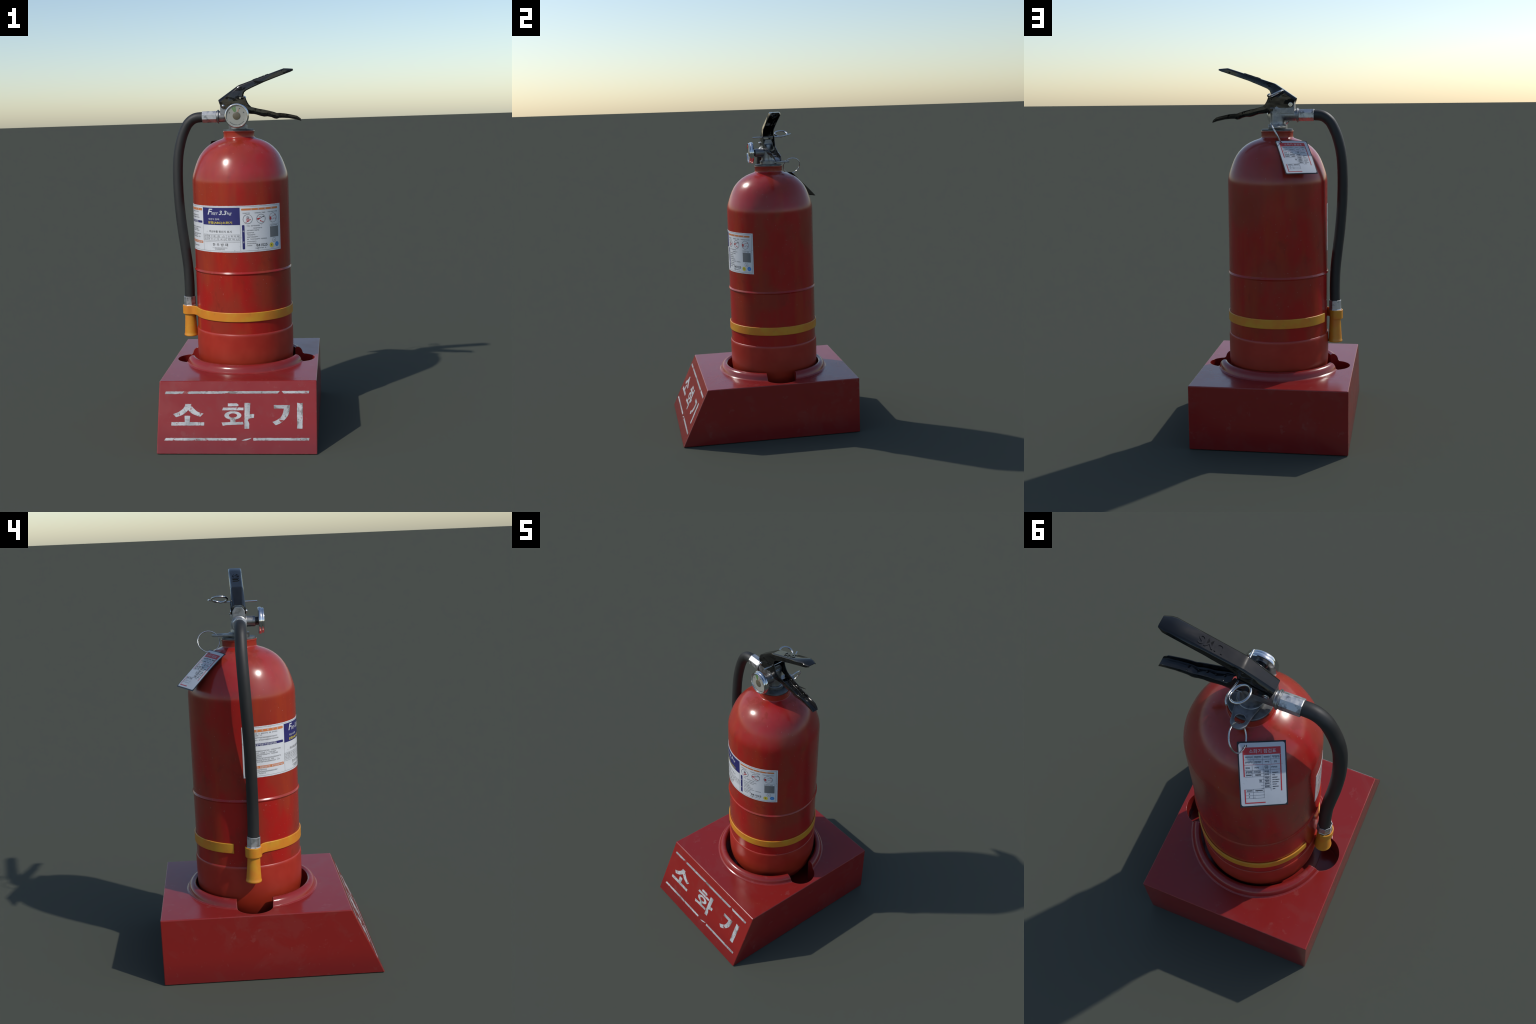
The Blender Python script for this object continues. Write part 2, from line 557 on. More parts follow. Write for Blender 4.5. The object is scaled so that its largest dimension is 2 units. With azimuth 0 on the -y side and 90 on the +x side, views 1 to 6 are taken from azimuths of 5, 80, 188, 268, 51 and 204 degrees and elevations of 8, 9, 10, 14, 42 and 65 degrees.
bowl = ellipse(-0.0210, 0.2013, 0.0450, 0.0222, -73, 253, 44)
hwa_low = bowl + [(-0.0335, 0.1664), (-0.0807, 0.1642), (-0.0742, 0.1472), (-0.0600, 0.1500), (0.0363, 0.1541),
                  (0.0325, 0.1675), (-0.0075, 0.1661)]
eye = ellipse(-0.0205, 0.2011, 0.0222, 0.0110)
hwa_caps = [[(-0.0489, 0.2647), (-0.002, 0.2647), (0.0073, 0.258), (0.0075, 0.2492), (-0.0486, 0.2494)],
            [(-0.0740, 0.2424), (0.0342, 0.2424), (0.0344, 0.2281), (-0.0789, 0.2283)]]
hwa_post = [(0.0400, 0.2673), (0.0705, 0.2664), (0.0683, 0.2080), (0.0914, 0.2080), (0.0906, 0.1889), (0.0683, 0.1860),
            (0.0573, 0.1760), (0.0640, 0.1640), (0.0666, 0.1560), (0.0659, 0.1322), (0.0410, 0.1322)]
stencil("letter", [[hwa_low, eye], [hwa_caps[0]], [hwa_caps[1]], [hwa_post]])

gi_hook = ([(0.1954, 0.2548), (0.2803, 0.2547)]
           + smooth2d([(0.2797, 0.2400), (0.2773, 0.2236), (0.2720, 0.2050), (0.2611, 0.1877), (0.2410, 0.1678), (0.2220, 0.1560), (0.2059, 0.1500)])
           + smooth2d([(0.1887, 0.1669), (0.2050, 0.1730), (0.2190, 0.1810), (0.2330, 0.1930), (0.2430, 0.2110), (0.2490, 0.2367)])
           + [(0.1960, 0.2367)])
gi_post = [(0.3187, 0.2671), (0.3330, 0.2640), (0.3479, 0.2662), (0.3463, 0.1318), (0.3182, 0.1322)]
stencil("letter", [[gi_hook], [gi_post]])

stencil("stripe", [[[(-0.3890, 0.3155), (-0.3846, 0.3288), (0.2287, 0.3288), (0.2150, 0.3162)]],
                   [[(0.2370, 0.3285), (0.3826, 0.3294), (0.3805, 0.3163), (0.2480, 0.3160)]]])
stencil("stripe", [[[(-0.3840, 0.0705), (-0.3744, 0.0836), (-0.0050, 0.0832), (0.0015, 0.0800), (-0.0030, 0.0709)]],
                   [[(0.0260, 0.0709), (0.0480, 0.0790), (0.0785, 0.0838), (0.0700, 0.0780), (0.0500, 0.0709)]],
                   [[(0.0886, 0.0838), (0.3817, 0.0840), (0.3796, 0.0711), (0.0887, 0.0709)]]])

# ------------------------------------------------------------------ the extinguisher
ext = thing("fire_extinguisher", (AX, AY, 0.19),
            "red fire extinguisher with black levers, hose and label", "fire extinguisher")
TAX = Matrix.Translation((AX, AY, 0))

def part(name, geo, mat, smooth=None, parent=ext):
    return new_obj(name, mesh_from(name, *geo), parent, mat, smooth)

tank_prof = [(0.262, 0.52), (TANK_R, 0.53), (TANK_R, 0.879), (0.2742, 0.8812), (0.2772, 0.8845), (0.2791, 0.8888), (0.2772, 0.8932),
             (0.2742, 0.8968), (TANK_R, 0.899), (TANK_R, 0.95), (TANK_R, 1.340), (TANK_R, 1.382), (0.2727, 1.395), (0.2713, 1.408), (0.2686, 1.422), (0.2645, 1.437),
             (0.2580, 1.457), (0.2494, 1.481), (0.2389, 1.506), (0.2250, 1.532), (0.2085, 1.554), (0.1900, 1.573),
             (0.1700, 1.589), (0.1480, 1.602), (0.1260, 1.612), (0.1080, 1.6180), (0.0970, 1.6220), (0.0905, 1.6250),
             (0.0882, 1.6280), (0.0872, 1.6320), (0.0872, 1.6540), (0.0885, 1.6570), (0.0895, 1.660), (0.0885, 1.6640), (0.0820, 1.6645), (0.060, 1.6630)]
tank = weighted(part("tank", revolve(tank_prof, 128, TAX), m_tank, 40))

skirt_prof = [(0.2700, 0.5480), (0.2738, 0.5490), (0.2756, 0.5475), (0.2773, 0.5445), (0.2783, 0.5395), (0.2787, 0.5320), (0.2780, 0.43), (0.2768, 0.390),
              (0.2730, 0.358), (0.2670, 0.330), (0.2570, 0.300), (0.2430, 0.272), (0.2230, 0.247), (0.195, 0.226), (0.165, 0.205),
              (0.13, 0.192), (0.0, 0.190)]
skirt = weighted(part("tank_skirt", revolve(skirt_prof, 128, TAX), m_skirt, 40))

collar_prof = [(0.0, 1.6640), (0.0835, 1.6640), (0.0858, 1.6652), (0.0858, 1.6712), (0.0840, 1.6728), (0.060, 1.6735), (0.0, 1.6735)]
part("neck_collar", revolve(collar_prof, 96, TAX), m_gasket, 35)

# ------------------------------------------------------------------ label
def wrap(s, z, r):
    a = s / LABEL_R
    return (AX + r * math.sin(a), AY - r * math.cos(a), z)

def wrap_geo(geo, r):
    V, F = geo
    return [wrap(v[0], v[1], r) for v in V], F

def panel(s0, s1, z0, z1, step=0.006):
    n = max(1, int(math.ceil((s1 - s0) / step)))
    V, F = [], []
    for i in range(n + 1):
        s = s0 + (s1 - s0) * i / n
        V += [(s, z0, 0), (s, z1, 0)]
    for i in range(n):
        F.append([2 * i, 2 * i + 2, 2 * i + 3, 2 * i + 1])
    return V, F

def bar(s0, s1, z0, z1, c=0.0035):
    """rounded bar cut into columns"""
    V, F = [], []
    xs = [s0, s0 + c * 0.3, s0 + c]
    n = max(1, int((s1 - s0) / 0.006))
    xs += [s0 + c + (s1 - s0 - 2 * c) * i / n for i in range(1, n)] + [s1 - c, s1 - c * 0.3, s1]
    for s in xs:
        e = min(s - s0, s1 - s)
        k = c * (1 - math.sqrt(max(0, 1 - (1 - min(e / c, 1)) ** 2))) * 0.9
        V += [(s, z0 + k, 0), (s, z1 - k, 0)]
    for i in range(len(xs) - 1):
        F.append([2 * i, 2 * i + 2, 2 * i + 3, 2 * i + 1])
    return V, F

def ring2d(cx, cy, r, w, n=40):
    return filled([ellipse(cx, cy, r, r, n=n), ellipse(cx, cy, r - w, r - w, n=n)])

def scribble(s0, s1, zc, h, rnd, density=1.0):
    """a row of tiny illegible syllable marks"""
    parts = []
    s = s0
    w = h * 0.92
    while s < s1 - w * 0.6:
        if rnd.random() < 0.95 * density:
            k = rnd.randint(0, 3)
            t = h * 0.17
            parts.append(panel(s, s + w * 0.62, zc + h * 0.5 - t, zc + h * 0.5))
            parts.append(panel(s + w * 0.70, s + w * 0.84, zc - h * (0.1 if k < 2 else 0.5), zc + h * 0.5 - t * 1.1))
            if k != 1:
                parts.append(panel(s + w * 0.05, s + w * 0.66, zc - h * 0.5, zc - h * 0.5 + t))
            parts.append(panel(s + w * 0.12, s + w * 0.30, zc - h * 0.28, zc + h * 0.24))
            if k != 2:
                parts.append(panel(s + w * 0.36, s + w * 0.64, zc - h * 0.18, zc + h * 0.02))
        s += w * 1.08
    return parts

def make_label():
    S0, S1, Z0, Z1 = -0.4465, 0.2702, 1.0092, 1.2642
    n = 120
    # paper sheet with real thickness and slightly nibbled rim
    V, F = [], []
    ro, ri = LABEL_R + 0.0005, TANK_R - 0.0010
    for i in range(n + 1):
        s = S0 + (S1 - S0) * i / n
        j0, j1 = RND.uniform(-0.0005, 0.0003), RND.uniform(-0.0003, 0.0005)
        for r, z in ((ri, Z0 + j0), (ro, Z0 + j0), (ro, Z1 + j1), (ri, Z1 + j1)):
            V.append(wrap(s, z, r))
    for i in range(n):
        for k in range(3):
            a = i * 4 + k
            F.append([a, a + 4, a + 5, a + 1])
    F += [[0, 1, 2, 3], [4 * n + 3, 4 * n + 2, 4 * n + 1, 4 * n]]
    label = part("label", (V, F), m_paper, 30)
    R1, R2 = LABEL_R + 0.0008, LABEL_R + 0.0013

    def ink(name, geos, mat, r):
        V, F = wrap_geo(join_parts(geos), r)
        return new_obj(name, flat_mesh(name, V, F), label, mat)

    ink("navy_panel", [panel(-0.2134, 0.0197, 1.1597, 1.2545), bar(-0.425, -0.2228, 1.1668, 1.1795),
                       bar(0.0290, 0.0430, 1.0255, 1.1588)], m_navy, R1)
    ink("orange_bar", [bar(-0.425, -0.2214, 1.2358, 1.2487), bar(-0.425, -0.2224, 1.0535, 1.0672),
                       bar(0.0275, 0.2489, 1.2382, 1.2488)], m_orange_ink, R1)
    lw = 0.0011
    lines = []
    def h(s0, s1, z): lines.append(panel(s0, s1, z - lw / 2, z + lw / 2))
    def v(s, z0, z1): lines.append(panel(s - lw / 2, s + lw / 2, z0, z1))
    h(-0.438, 0.2615, 1.2592); h(-0.438, 0.2615, 1.0165); v(-0.438, 1.0175, 1.2582); v(0.2607, 1.0175, 1.2582)
    v(-0.2145, 1.0175, 1.1590); v(0.0191, 1.0175, 1.1590)
    for z in (1.1063, 1.0895, 1.0735):
        h(-0.2118, 0.0155, z)
    for s in (-0.2115, -0.1800, -0.1225, -0.0580, 0.0152):
        v(s, 1.0742, 1.0888); v(s, 1.0902, 1.1056)
    h(-0.2135, 0.0184, 1.0665)
    ink("ruled_line", lines, m_grey_ink, R1)
    # legible words
    white = [text_geo("F", (-0.1749, -0.1395, 1.2158, 1.2485), 0.25, weight=0.02),
             text_geo("IREY", (-0.1475, -0.1030, 1.2150, 1.2300), 0.25),
             text_geo("3.3", (-0.0990, -0.0525, 1.2155, 1.2390), 0.25, weight=0.02),
             text_geo("kg", (-0.0510, -0.0236, 1.2130, 1.2330), 0.25),
             text_geo("축압식 밀폐", (-0.1700, -0.0985, 1.1862, 1.1968))]
    for i, ch in enumerate("사용방법"):
        s = 0.078 + i * 0.0405
        white.append(text_geo(ch, (s, s + 0.0100, 1.2398, 1.2475)))
    for i, ch in enumerate("소화주의사항"):
        s = -0.405 + i * 0.0285
        white.append(text_geo(ch, (s, s + 0.0095, 1.2380, 1.2470)))
    rnd = random.Random(3)
    white += scribble(-0.40, -0.262, 1.1733, 0.0085, rnd) + scribble(-0.41, -0.230, 1.0604, 0.0080, rnd)
    white += [text_geo("제", (0.0318, 0.0402, 1.1200, 1.1290)), text_geo("원", (0.0318, 0.0402, 1.0600, 1.0690))]
    ink("white_lettering", white, m_paper, R2)
    ink("yellow_lettering", [text_geo("분말(ABC)소화기", (-0.1726, -0.0242, 1.1635, 1.1800), weight=0.012)], m_yellow_ink, R2)
    black = [text_geo("주요부품 원산지 표시", (-0.1682, -0.0270, 1.1170, 1.1300), weight=0.012),
             text_geo("한 우 방 재", (-0.1461, -0.0512, 1.0430, 1.0595), weight=0.012),
             text_geo("841025", (0.1057, 0.1720, 1.0378, 1.0528), weight=0.012),
             text_geo("A", (0.2160, 0.2222, 1.0605, 1.0690), weight=0.02),
             ]
    cells = (("품 명", -0.207, -0.184), ("밸 브 몸", -0.176, -0.127), ("호 스", -0.115, -0.065), ("소 화 약 제", -0.050, 0.010))
    for t, a, b in cells:
        black.append(text_geo(t, (a, b, 1.0930, 1.1030)))
    for t, a, b in (("원 산", -0.207, -0.184), ("한 국 산", -0.176, -0.127), ("한 국 산", -0.115, -0.063), ("한 국 산", -0.050, 0.010)):
        black.append(text_geo(t, (a, b, 1.0765, 1.0865)))
    ink("black_lettering", black, m_black_ink, R1)
    fine = []
    for s1, z in ((-0.2579, 1.2281), (-0.345, 1.2190), (-0.2556, 1.2075), (-0.2527, 1.1958), (-0.2417, 1.1408), (-0.2719, 1.1307),
                  (-0.2561, 1.1220), (-0.3513, 1.1136), (-0.2416, 1.1040), (-0.2813, 1.0953), (-0.2476, 1.0865),
                  (-0.3256, 1.0464), (-0.2665, 1.0370), (-0.3236, 1.0281)):
        fine += scribble(-0.425, s1, z, 0.0062, rnd)
    for s0, s1, z in ((0.0548, 0.1329, 1.1532), (0.0913, 0.1459, 1.1400), (0.0551, 0.1255, 1.1283), (0.0547, 0.0930, 1.1153),
                      (0.0556, 0.1150, 1.1040), (0.0551, 0.1250, 1.0918), (0.0548, 0.1717, 1.0797), (0.0556, 0.1079, 1.0669),
                      (0.0552, 0.1100, 1.0562), (0.0548, 0.0850, 1.0450), (0.0351, 0.0729, 1.2231), (0.1016, 0.1681, 1.2228),
                      (0.1796, 0.2497, 1.2233)):
        fine += scribble(s0, s1, z, 0.0058, rnd)
    fine += scribble(-0.1466, -0.0529, 1.0333, 0.0062, rnd) + scribble(-0.1301, -0.0675, 1.0250, 0.0055, rnd)
    fine += scribble(0.1000, 0.1690, 1.0290, 0.0058, rnd) + scribble(0.1985, 0.2450, 1.1478, 0.0055, rnd)
    ink("small_print", fine, m_grey_ink, R1)
    # pictograms
    C = ((0.0615, 1.1905), (0.1367, 1.1890), (0.2135, 1.1895))
    grey, red, dark = [], [], []
    for cx, cz in C:
        grey.append(ring2d(cx, cz, 0.0262, 0.0017))
    def poly(c, pts, k=0.0245):
        return filled([[(c[0] + x * k, c[1] + y * k) for x, y in pts]])
    for i in range(4):
        grey.append(poly(C[0], [(-0.25 + i * 0.17, 0.75 - 0.1 * abs(i - 1)), (-0.20 + i * 0.17, 0.75 - 0.1 * abs(i - 1)),
                                (-0.14 + i * 0.15, 0.05), (-0.20 + i * 0.15, 0.05)]))
    red += [poly(C[0], [(-0.6, -0.85), (-0.1, -0.60), (0.25, -0.50), (0.40, -0.25), (0.2, -0.35), (-0.15, -0.45), (-0.55, -0.78)]),
            filled([[(C[0][0] + x * 0.0245 + 0.001, C[0][1] + y * 0.0245 - 0.004) for x, y in ellipse(0, 0, 0.33, 0.30, n=18)],
                    [(C[0][0] + x * 0.0245 + 0.001, C[0][1] + y * 0.0245 - 0.004) for x, y in ellipse(0, 0, 0.20, 0.16, n=18)]]),
            poly(C[0], [(0.45, -0.30), (0.68, -0.10), (0.62, 0.05), (0.42, -0.12)]),
            poly(C[1], [(-0.92, 0.16), (-0.92, -0.10), (-0.75, -0.26), (-0.1, 0.12), (-0.15, 0.24)]),
            poly(C[1], [(-0.30, -0.25), (0.0, -0.38), (-0.06, -0.42), (0.60, -0.66), (0.56, -0.76), (-0.12, -0.56), (-0.15, -0.64)]),
            poly(C[2], [(-0.9, 0.30), (-0.35, 0.22), (-0.55, 0.02), (-0.30, -0.30), (-0.62, -0.22), (-0.45, -0.66), (-0.90, -0.30)]),
            poly(C[2], [(0.55, 0.62), (0.70, 0.72), (0.74, 0.42), (0.60, 0.36)]),
            poly(C[2], [(0.62, -0.20), (0.80, -0.12), (0.76, -0.36), (0.64, -0.40)])]
    dark += [poly(C[1], [(-0.10, 0.28), (0.72, 0.62), (0.80, 0.40), (0.30, 0.38), (0.05, 0.20)])]
    grey += [poly(C[1], [(-0.45, 0.42), (0.10, 0.62), (0.10, 0.56), (-0.42, 0.36)]),
             poly(C[2], [(-0.25, 0.30), (0.40, 0.55), (0.42, 0.48), (-0.22, 0.22)]),
             poly(C[2], [(-0.10, -0.42), (0.45, -0.10), (0.42, -0.04), (-0.12, -0.34)])]
    grey.append(ring2d(0.2190, 1.0652, 0.0125, 0.0012))
    ink("pictogram", grey, m_grey_ink, R2)
    ink("pictogram", red, m_red_ink, R2)
    ink("pictogram", dark, m_black_ink, R2)
    # plain grey stand-in where the target carries a machine-readable code
    ink("grey_panel", [panel(0.1931, 0.2510, 1.0825, 1.1412)], m_pale_grey, R1)
    box_l = [panel(0.1921, 0.2525, 1.1536, 1.1546), panel(0.1921, 0.1930, 1.0815, 1.1536), panel(0.2516, 0.2525, 1.0815, 1.1536)]
    ink("ruled_line", box_l, m_grey_ink, R1)
    ink("yellow_dot", [filled([ellipse(0.1998, 1.0390, 0.0135, 0.0135, n=28)])], m_yellow_ink, R2)
    ink("blue_dot", [filled([ellipse(0.2390, 1.0410, 0.0132, 0.0132, n=28)])], m_blue_ink, R2)
    ink("black_lettering", [text_geo("B", (0.1970, 0.2030, 1.0345, 1.0440), weight=0.02)], m_black_ink, R2 + 0.0004)
    ink("white_lettering", [text_geo("C", (0.2358, 0.2420, 1.0365, 1.0455))], m_paper, R2 + 0.0004)

make_label()

# ------------------------------------------------------------------ valve
VX = -0.003
OZ = 1.7468
def tube_along(direction, start, r_prof, seg=48):
    """revolve (r, distance) round an axis"""
    d = Vector(direction).normalized()
    up = Vector((0, 0, 1)) if abs(d.z) < 0.9 else Vector((0, 1, 0))
    x = up.cross(d).normalized()
    y = d.cross(x)
    M = Matrix(((x.x, y.x, d.x, start[0]), (x.y, y.y, d.y, start[1]), (x.z, y.z, d.z, start[2]), (0, 0, 0, 1)))
    return revolve(r_prof, seg, M)

def cast_body():
    parts = [tube_along((0, 0, 1), (VX, AY, 0), [(0, 1.690), (0.0435, 1.690), (0.0405, 1.712), (0.0395, 1.78), (0.036, 1.800), (0.0, 1.802)]),
             tube_along((-1, 0, 0), (0.01, AY, OZ), [(0, 0), (0.0315, 0), (0.0315, 0.121), (0, 0.121)]),
             tube_along((0, -1, 0), (0.0034, AY, OZ), [(0, 0), (0.0262, 0), (0.0262, 0.083), (0.0245, 0.0855), (0.0, 0.0855)])]
    # rib that carries the levers, narrowing at its top
    y0, y1 = AY - 0.0315, AY + 0.0315
    V = []
    for x, zt in ((-0.0985, 1.829), (0.026, 1.829)):
        V += [(x, y0, 1.755), (x, y0, 1.806), (x, AY - 0.018, zt), (x, AY + 0.018, zt), (x, y1, 1.806), (x, y1, 1.755)]
    F = [[0, 1, 2, 3, 4, 5], [11, 10, 9, 8, 7, 6]] + [[i, (i + 1) % 6, 6 + (i + 1) % 6, 6 + i] for i in range(6)]
    parts.append((V, F))
    ob = None
    for i, g in enumerate(parts):
        o = new_obj("tmp", mesh_from("t", *g))
        bm = bmesh.new(); bm.from_mesh(o.data)
        bmesh.ops.holes_fill(bm, edges=bm.edges)
        bmesh.ops.recalc_face_normals(bm, faces=bm.faces)
        bm.to_mesh(o.data); bm.free()
        if i == 0:
            ob = o
        else:
            md = ob.modifiers.new("u", 'BOOLEAN'); md.operation = 'UNION'; md.object = o; md.solver = 'EXACT'
    md = ob.modifiers.new("r", 'REMESH'); md.mode = 'VOXEL'; md.voxel_size = 0.0018
    md = ob.modifiers.new("s", 'SMOOTH'); md.iterations = 8; md.factor = 0.5
    apply_mods(ob)
    me = ob.data
    for o in [o for o in bpy.data.objects if o.name.startswith("tmp") and o is not ob]:
        bpy.data.objects.remove(o)
    bpy.data.objects.remove(ob)
    return new_obj("valve", me, ext, m_cast, 180)

valve = cast_body()
part("valve_flange", revolve([(0.0, 1.6730), (0.0505, 1.6730), (0.0525, 1.6745), (0.0525, 1.6940), (0.0505, 1.6965), (0.040, 1.6975), (0, 1.6975)], 64,
                             Matrix.Translation((VX, AY, 0))), m_cast, 35, valve)
# eye tab at the back of the flange
def eye_tab():
    arc = ellipse(-0.0010, 0.1985, 0.0315, 0.0300, 0, 180, 20)
    outer = [(-0.052, 0.108), (0.046, 0.108), (0.0385, 0.155)] + arc + [(-0.0365, 0.170)]
    hole = ellipse(-0.0005, 0.1890, 0.0222, 0.0205, n=30)
    V, F = filled([outer, hole], extrude=0.0035, bevel=0.0015)
    return [Vector(v) + Vector((0, 0, 1.6845)) for v in V], F
part("eye_tab", eye_tab(), m_cast, 35, valve)
part("valve_boss", tube_along((1, 0, 0), (0.010, AY + 0.041, 1.785), [(0, 0), (0.0028, 0), (0.0028, 0.022), (0, 0.022)], 12), m_cast, 40, valve)

# outlet collar and crimped ferrule, octagonal
part("outlet_collar", tube_along((-1, 0, 0), (-0.1085, AY, OZ), [(0.028, 0), (0.0370, 0), (0.0385, 0.0012), (0.0385, 0.0060), (0.0370, 0.0075), (0.0335, 0.0085),
                                                             (0.0330, 0.0125), (0.020, 0.0125)], 56), m_cast, 35, valve)
def octagon(direction, start, prof, twist=0.0):
    d = Vector(direction).normalized()
    up = Vector((0, 0, 1)) if abs(d.z) < 0.9 else Vector((0, 1, 0))
    x = up.cross(d).normalized()
    y = d.cross(x)
    M = Matrix(((x.x, y.x, d.x, start[0]), (x.y, y.y, d.y, start[1]), (x.z, y.z, d.z, start[2]), (0, 0, 0, 1)))
    return revolve(prof, 8, M @ Matrix.Rotation(twist, 4, 'Z'))
k8 = 1 / math.cos(math.pi / 8) * 0.985
hose_ferrule_prof = [(0.026 * k8, 0), (0.0312 * k8, 0), (0.0325 * k8, 0.0025), (0.0325 * k8, 0.0800), (0.0315 * k8, 0.0825), (0.0270 * k8, 0.0825), (0.0270 * k8, 0.070)]
hose = part("hose", tube(catmull([(-0.170, AY, OZ), (-0.200, AY, OZ), (-0.2332, 0.0933, 1.7450), (-0.2570, 0.0937, 1.7375), (-0.2790, 0.0945, 1.7215),
                                  (-0.2975, 0.0953, 1.6985), (-0.3208, 0.0960, 1.6500), (-0.3365, 0.0950, 1.6000), (-0.3475, 0.0932, 1.5500),
                                  (-0.3545, 0.0908, 1.4900), (-0.3577, 0.0870, 1.4000), (-0.3558, 0.0820, 1.3000), (-0.3495, 0.0780, 1.2000),
                                  (-0.3402, 0.0755, 1.1000), (-0.3284, 0.0742, 1.0000), (-0.3180, 0.0735, 0.9000), (-0.3145, 0.0742, 0.8000),
                                  (-0.3155, 0.0762, 0.7200), (-0.3165, 0.0770, 0.6800)], 10), 0.0288, 32), m_hose, 40)
ferrule = part("ferrule", octagon((-1, 0, 0), (-0.1205, AY, OZ), hose_ferrule_prof, math.pi / 8), m_alu, None, hose)

# gauge
GX, GZ = 0.0034, 1.7478
def gauge():
    back = [(0, 0.0125), (0.050, 0.0125), (0.0640, 0.0140), (0.0668, 0.0165), (0.0675, 0.0205), (0.0675, 0.0270), (0.0660, 0.0300), (0.0632, 0.0305),
            (0.0625, 0.0320), (0.0630, 0.0345), (0.0630, 0.0405), (0.0618, 0.0425), (0.0590, 0.0425), (0.0580, 0.0395), (0.0575, 0.0360), (0.0, 0.0360)]
    y0 = 0.0090
    g = part("gauge", tube_along((0, -1, 0), (GX, y0, GZ), back, 72), m_chrome, 35)
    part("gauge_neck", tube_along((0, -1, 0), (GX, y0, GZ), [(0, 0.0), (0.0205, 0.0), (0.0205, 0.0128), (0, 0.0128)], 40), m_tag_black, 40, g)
    yf = y0 - 0.0363
    M = frame((GX, yf, GZ), (1, 0, 0), (0, 0, 1))
    def dial(name, geos, mat, off):
        V, F = join_parts(geos)
        V = [M @ (Vector(v) + Vector((0, 0, off))) for v in V]
        return new_obj(name, flat_mesh(name, V, F), g, mat)
    dial("gauge_dial", [filled([ellipse(0, 0, 0.0572, 0.0572, n=64)])], m_dial, 0.0)
    def sector(a0, a1, r0, r1, n=10):
        o = [(r1 * math.sin(math.radians(a0 + (a1 - a0) * i / n)), r1 * math.cos(math.radians(a0 + (a1 - a0) * i / n))) for i in range(n + 1)]
        return filled([o + [(r0 * math.sin(math.radians(a1 - (a1 - a0) * i / n)), r0 * math.cos(math.radians(a1 - (a1 - a0) * i / n))) for i in range(n + 1)]])
    dial("gauge_zone", [sector(-33, -22, 0.023, 0.050), sector(-20.5, -17, 0.023, 0.052), sector(-15, -5, 0.023, 0.052)], m_dial_green, 0.0006)
    needle = [(0.0062, 0.0215), (0.0100, 0.0225), (0.0125, 0.0425)]
    dial("gauge_needle", [filled([needle])], m_orange_ink, 0.0012)
    hub = tube_along((0, -1, 0), (GX, yf, GZ), [(0.0212, 0.0), (0.0212, 0.0018), (0.0195, 0.0026), (0.006, 0.0030), (0, 0.0036)], 40)
    part("gauge_hub", hub, m_dial_brown, 40, g)
    marks = []
    for a in (-70, 20, 62):
        for i in range(3):
            marks.append(sector(a + i * 3.4, a + i * 3.4 + 2.0, 0.040, 0.0455, 2))
    for i in range(26):
        a = 128 + i * 4.0
        if RND.random() < 0.85:
            marks.append(sector(a, a + 2.4, 0.0475, 0.0515, 2))
    dial("gauge_mark", marks, m_grey_ink, 0.0006)
gauge()

# ------------------------------------------------------------------ levers (pressed sheet channels)
def shell(name, V, F, thick, mat, parent=ext, smooth=34, flip=False):
    me = mesh_from(name, V, F)
    ob = new_obj(name, me, parent, mat)
    md = ob.modifiers.new("s", 'SOLIDIFY')
    md.thickness = thick
    md.offset = -1
    md.use_even_offset = True
    apply_mods(ob)
    ob.data.materials.clear(); ob.data.materials.append(mat)
    ob.data.shade_smooth()
    ob.data.set_sharp_from_angle(angle=math.radians(smooth))
    return ob

